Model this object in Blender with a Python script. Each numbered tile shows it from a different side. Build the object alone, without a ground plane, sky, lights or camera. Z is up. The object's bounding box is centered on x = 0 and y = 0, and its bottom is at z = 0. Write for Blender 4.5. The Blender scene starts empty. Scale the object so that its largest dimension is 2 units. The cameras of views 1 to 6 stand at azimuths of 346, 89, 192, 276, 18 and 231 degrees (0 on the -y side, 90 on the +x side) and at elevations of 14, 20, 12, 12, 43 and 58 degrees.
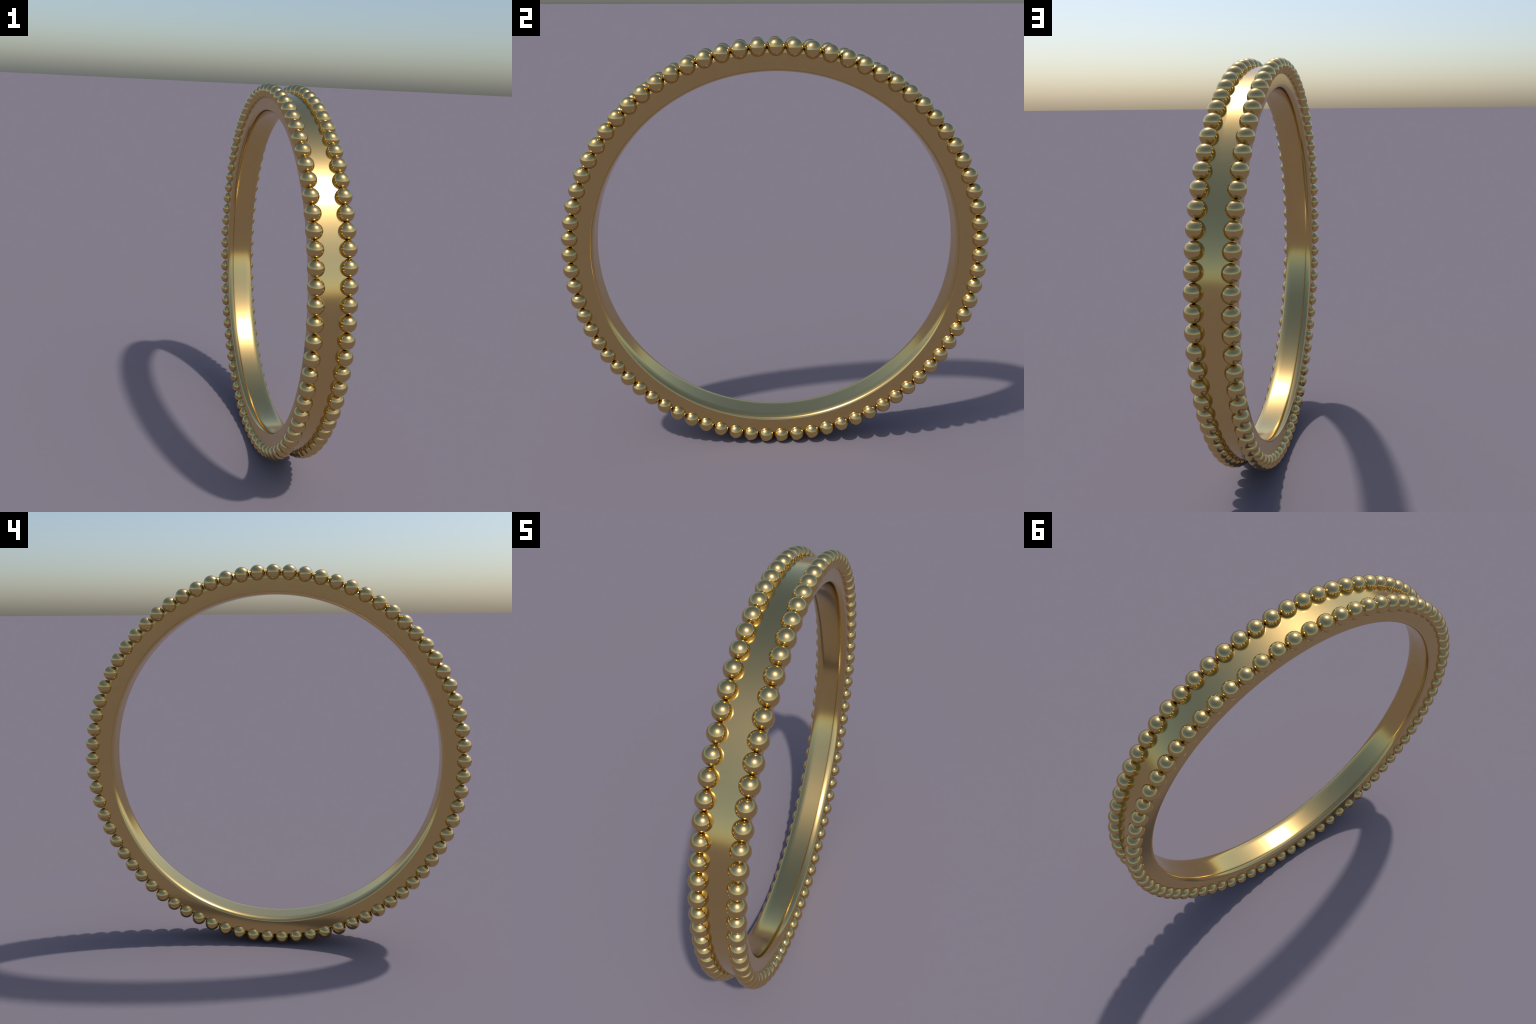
import bpy, bmesh
from math import sin, cos, pi, radians

# ---------------------------------------------------------------- measures (m)
BEADS_PER_ROW = 77        # beads around each edge
BEAD_RADIUS = 0.0391
BEAD_CIRCLE = 0.9611      # radius of the circle the bead centres lie on
BEAD_REACH = BEAD_CIRCLE + BEAD_RADIUS
# bead rows: (distance from the middle plane, size of the beads); one row is finer
ROWS = [(-0.0730, 0.976), (0.0730, 1.0)]
# section of the band as (distance from middle plane, radius, direction in
# degrees: 0 = along the axis, 90 = radially outwards), one list for each side:
# the bore is flat up to the first point, rounds softly into the side face at the
# second, the side face leans slightly up to the third and rounds over into the
# floor between the bead rows at the fourth
SECTION_A = [(0.0365, 0.8573, 0), (0.0791, 0.8765, 86), (0.0825, 0.9370, 87.3), (0.0600, 0.9605, 180)]
SECTION_B = [(0.0395, 0.8568, 0), (0.0805, 0.8745, 86), (0.0835, 0.9370, 87.3), (0.0600, 0.9605, 180)]
AROUND = 616              # 8 segments per bead
CENTRE_Z = BEAD_CIRCLE * cos(pi / BEADS_PER_ROW) + BEAD_RADIUS


# ---------------------------------------------------------------- material
def gold():
    mat = bpy.data.materials.new("polished_gold")
    mat.use_nodes = True
    nt = mat.node_tree
    bsdf = nt.nodes["Principled BSDF"]
    bsdf.inputs["Metallic"].default_value = 1.0
    co = nt.nodes.new("ShaderNodeTexCoord")
    # hardly visible cloudiness of the alloy
    noise = nt.nodes.new("ShaderNodeTexNoise")
    noise.inputs["Scale"].default_value = 9.0
    noise.inputs["Detail"].default_value = 3.0
    ramp = nt.nodes.new("ShaderNodeValToRGB")
    ramp.color_ramp.elements[0].position = 0.3
    ramp.color_ramp.elements[0].color = (*GOLD_A, 1)
    ramp.color_ramp.elements[1].position = 0.7
    ramp.color_ramp.elements[1].color = (*GOLD_B, 1)
    nt.links.new(co.outputs["Object"], noise.inputs["Vector"])
    nt.links.new(noise.outputs["Fac"], ramp.inputs["Fac"])
    nt.links.new(ramp.outputs["Color"], bsdf.inputs["Base Color"])
    bsdf.inputs["Roughness"].default_value = ROUGHNESS
    return mat


GOLD_A = (0.655, 0.475, 0.190)
GOLD_B = (0.665, 0.485, 0.197)
ROUGHNESS = 0.16


# ---------------------------------------------------------------- band
def bend(p, q, n):
    """smooth curve from p to q with the directions given at both ends"""
    d0 = (cos(radians(p[2])), sin(radians(p[2])))
    d1 = (cos(radians(q[2])), sin(radians(q[2])))
    gap = (q[0] - p[0], q[1] - p[1])
    turn = abs(q[2] - p[2])
    k = 0.5523 if turn > 45 else 0.36
    h0 = k * abs(gap[0] * d0[0] + gap[1] * d0[1])
    h1 = k * abs(gap[0] * d1[0] + gap[1] * d1[1])
    pts = (p[:2], (p[0] + d0[0] * h0, p[1] + d0[1] * h0),
           (q[0] - d1[0] * h1, q[1] - d1[1] * h1), q[:2])
    out = []
    for i in range(n):
        t = i / n
        w = ((1 - t) ** 3, 3 * t * (1 - t) ** 2, 3 * t * t * (1 - t), t ** 3)
        out.append(tuple(sum(wi * c[j] for wi, c in zip(w, pts)) for j in (0, 1)))
    return out


def half_profile(p):
    return bend(p[0], p[1], 24) + bend(p[1], p[2], 12) + bend(p[2], p[3], 16) + [p[3][:2]]


def flat(p, q):          # inner points of a straight run, finer at its ends
    ts = [0.5 - 0.5 * cos(pi * i / 8) for i in range(1, 8)]
    return [(p[0] + (q[0] - p[0]) * t, p[1] + (q[1] - p[1]) * t) for t in ts]


def band_profile():
    a = half_profile(SECTION_A)
    b = [(-x, r) for x, r in reversed(half_profile(SECTION_B))]
    return a + flat(a[-1], b[0]) + b + flat(b[-1], a[0])


def build_band(mat):
    prof = band_profile()
    bm = bmesh.new()
    rings = []
    for k in range(AROUND):
        a = 2 * pi * k / AROUND
        rings.append([bm.verts.new((x, -sin(a) * r, cos(a) * r)) for x, r in prof])
    n = len(prof)
    for k in range(AROUND):
        A, B = rings[k], rings[(k + 1) % AROUND]
        for j in range(n):
            f = bm.faces.new((A[j], A[(j + 1) % n], B[(j + 1) % n], B[j]))
            f.smooth = True
    bmesh.ops.recalc_face_normals(bm, faces=bm.faces)
    me = bpy.data.meshes.new("band")
    bm.to_mesh(me)
    bm.free()
    me.materials.append(mat)
    return bpy.data.objects.new("band", me)


# ---------------------------------------------------------------- beads
# The beads are set one after the other at a slightly wide pitch; the last few
# are crowded together to close the circle.  (bead number, shift in pitches)
SHIFT = [(0, -0.02), (8, 0.0), (62, 0.18), (70, 0.02), (77, -0.02)]


def bead_angle(k):
    for (k0, s0), (k1, s1) in zip(SHIFT, SHIFT[1:]):
        if k0 <= k <= k1:
            return 2 * pi / BEADS_PER_ROW * (k + s0 + (s1 - s0) * (k - k0) / (k1 - k0))


def bead_mesh(mat):
    bm = bmesh.new()
    bmesh.ops.create_uvsphere(bm, u_segments=48, v_segments=28, radius=BEAD_RADIUS)
    for f in bm.faces:
        f.smooth = True
    me = bpy.data.meshes.new("bead")
    bm.to_mesh(me)
    bm.free()
    me.materials.append(mat)
    return me


def main():
    scene = bpy.context.scene.collection
    mat = gold()

    ring = bpy.data.objects.new("ring", None)
    ring["label"] = "polished gold ring band with two rows of round beads"
    ring["category"] = "ring"
    scene.objects.link(ring)

    band = build_band(mat)
    band.location = (0, 0, CENTRE_Z)
    band.parent = ring
    scene.objects.link(band)

    first = bpy.data.objects.new("bead", bead_mesh(mat))
    made = 0
    for x, size in ROWS:
        circle = BEAD_REACH - BEAD_RADIUS * size
        for k in range(BEADS_PER_ROW):
            a = bead_angle(k)
            ob = first if made == 0 else first.copy()
            ob.location = (x, sin(a) * circle, CENTRE_Z + cos(a) * circle)
            ob.scale = (size, size, size)
            ob.rotation_euler = (-a, 0, 0)
            ob.parent = ring
            scene.objects.link(ob)
            made += 1


main()
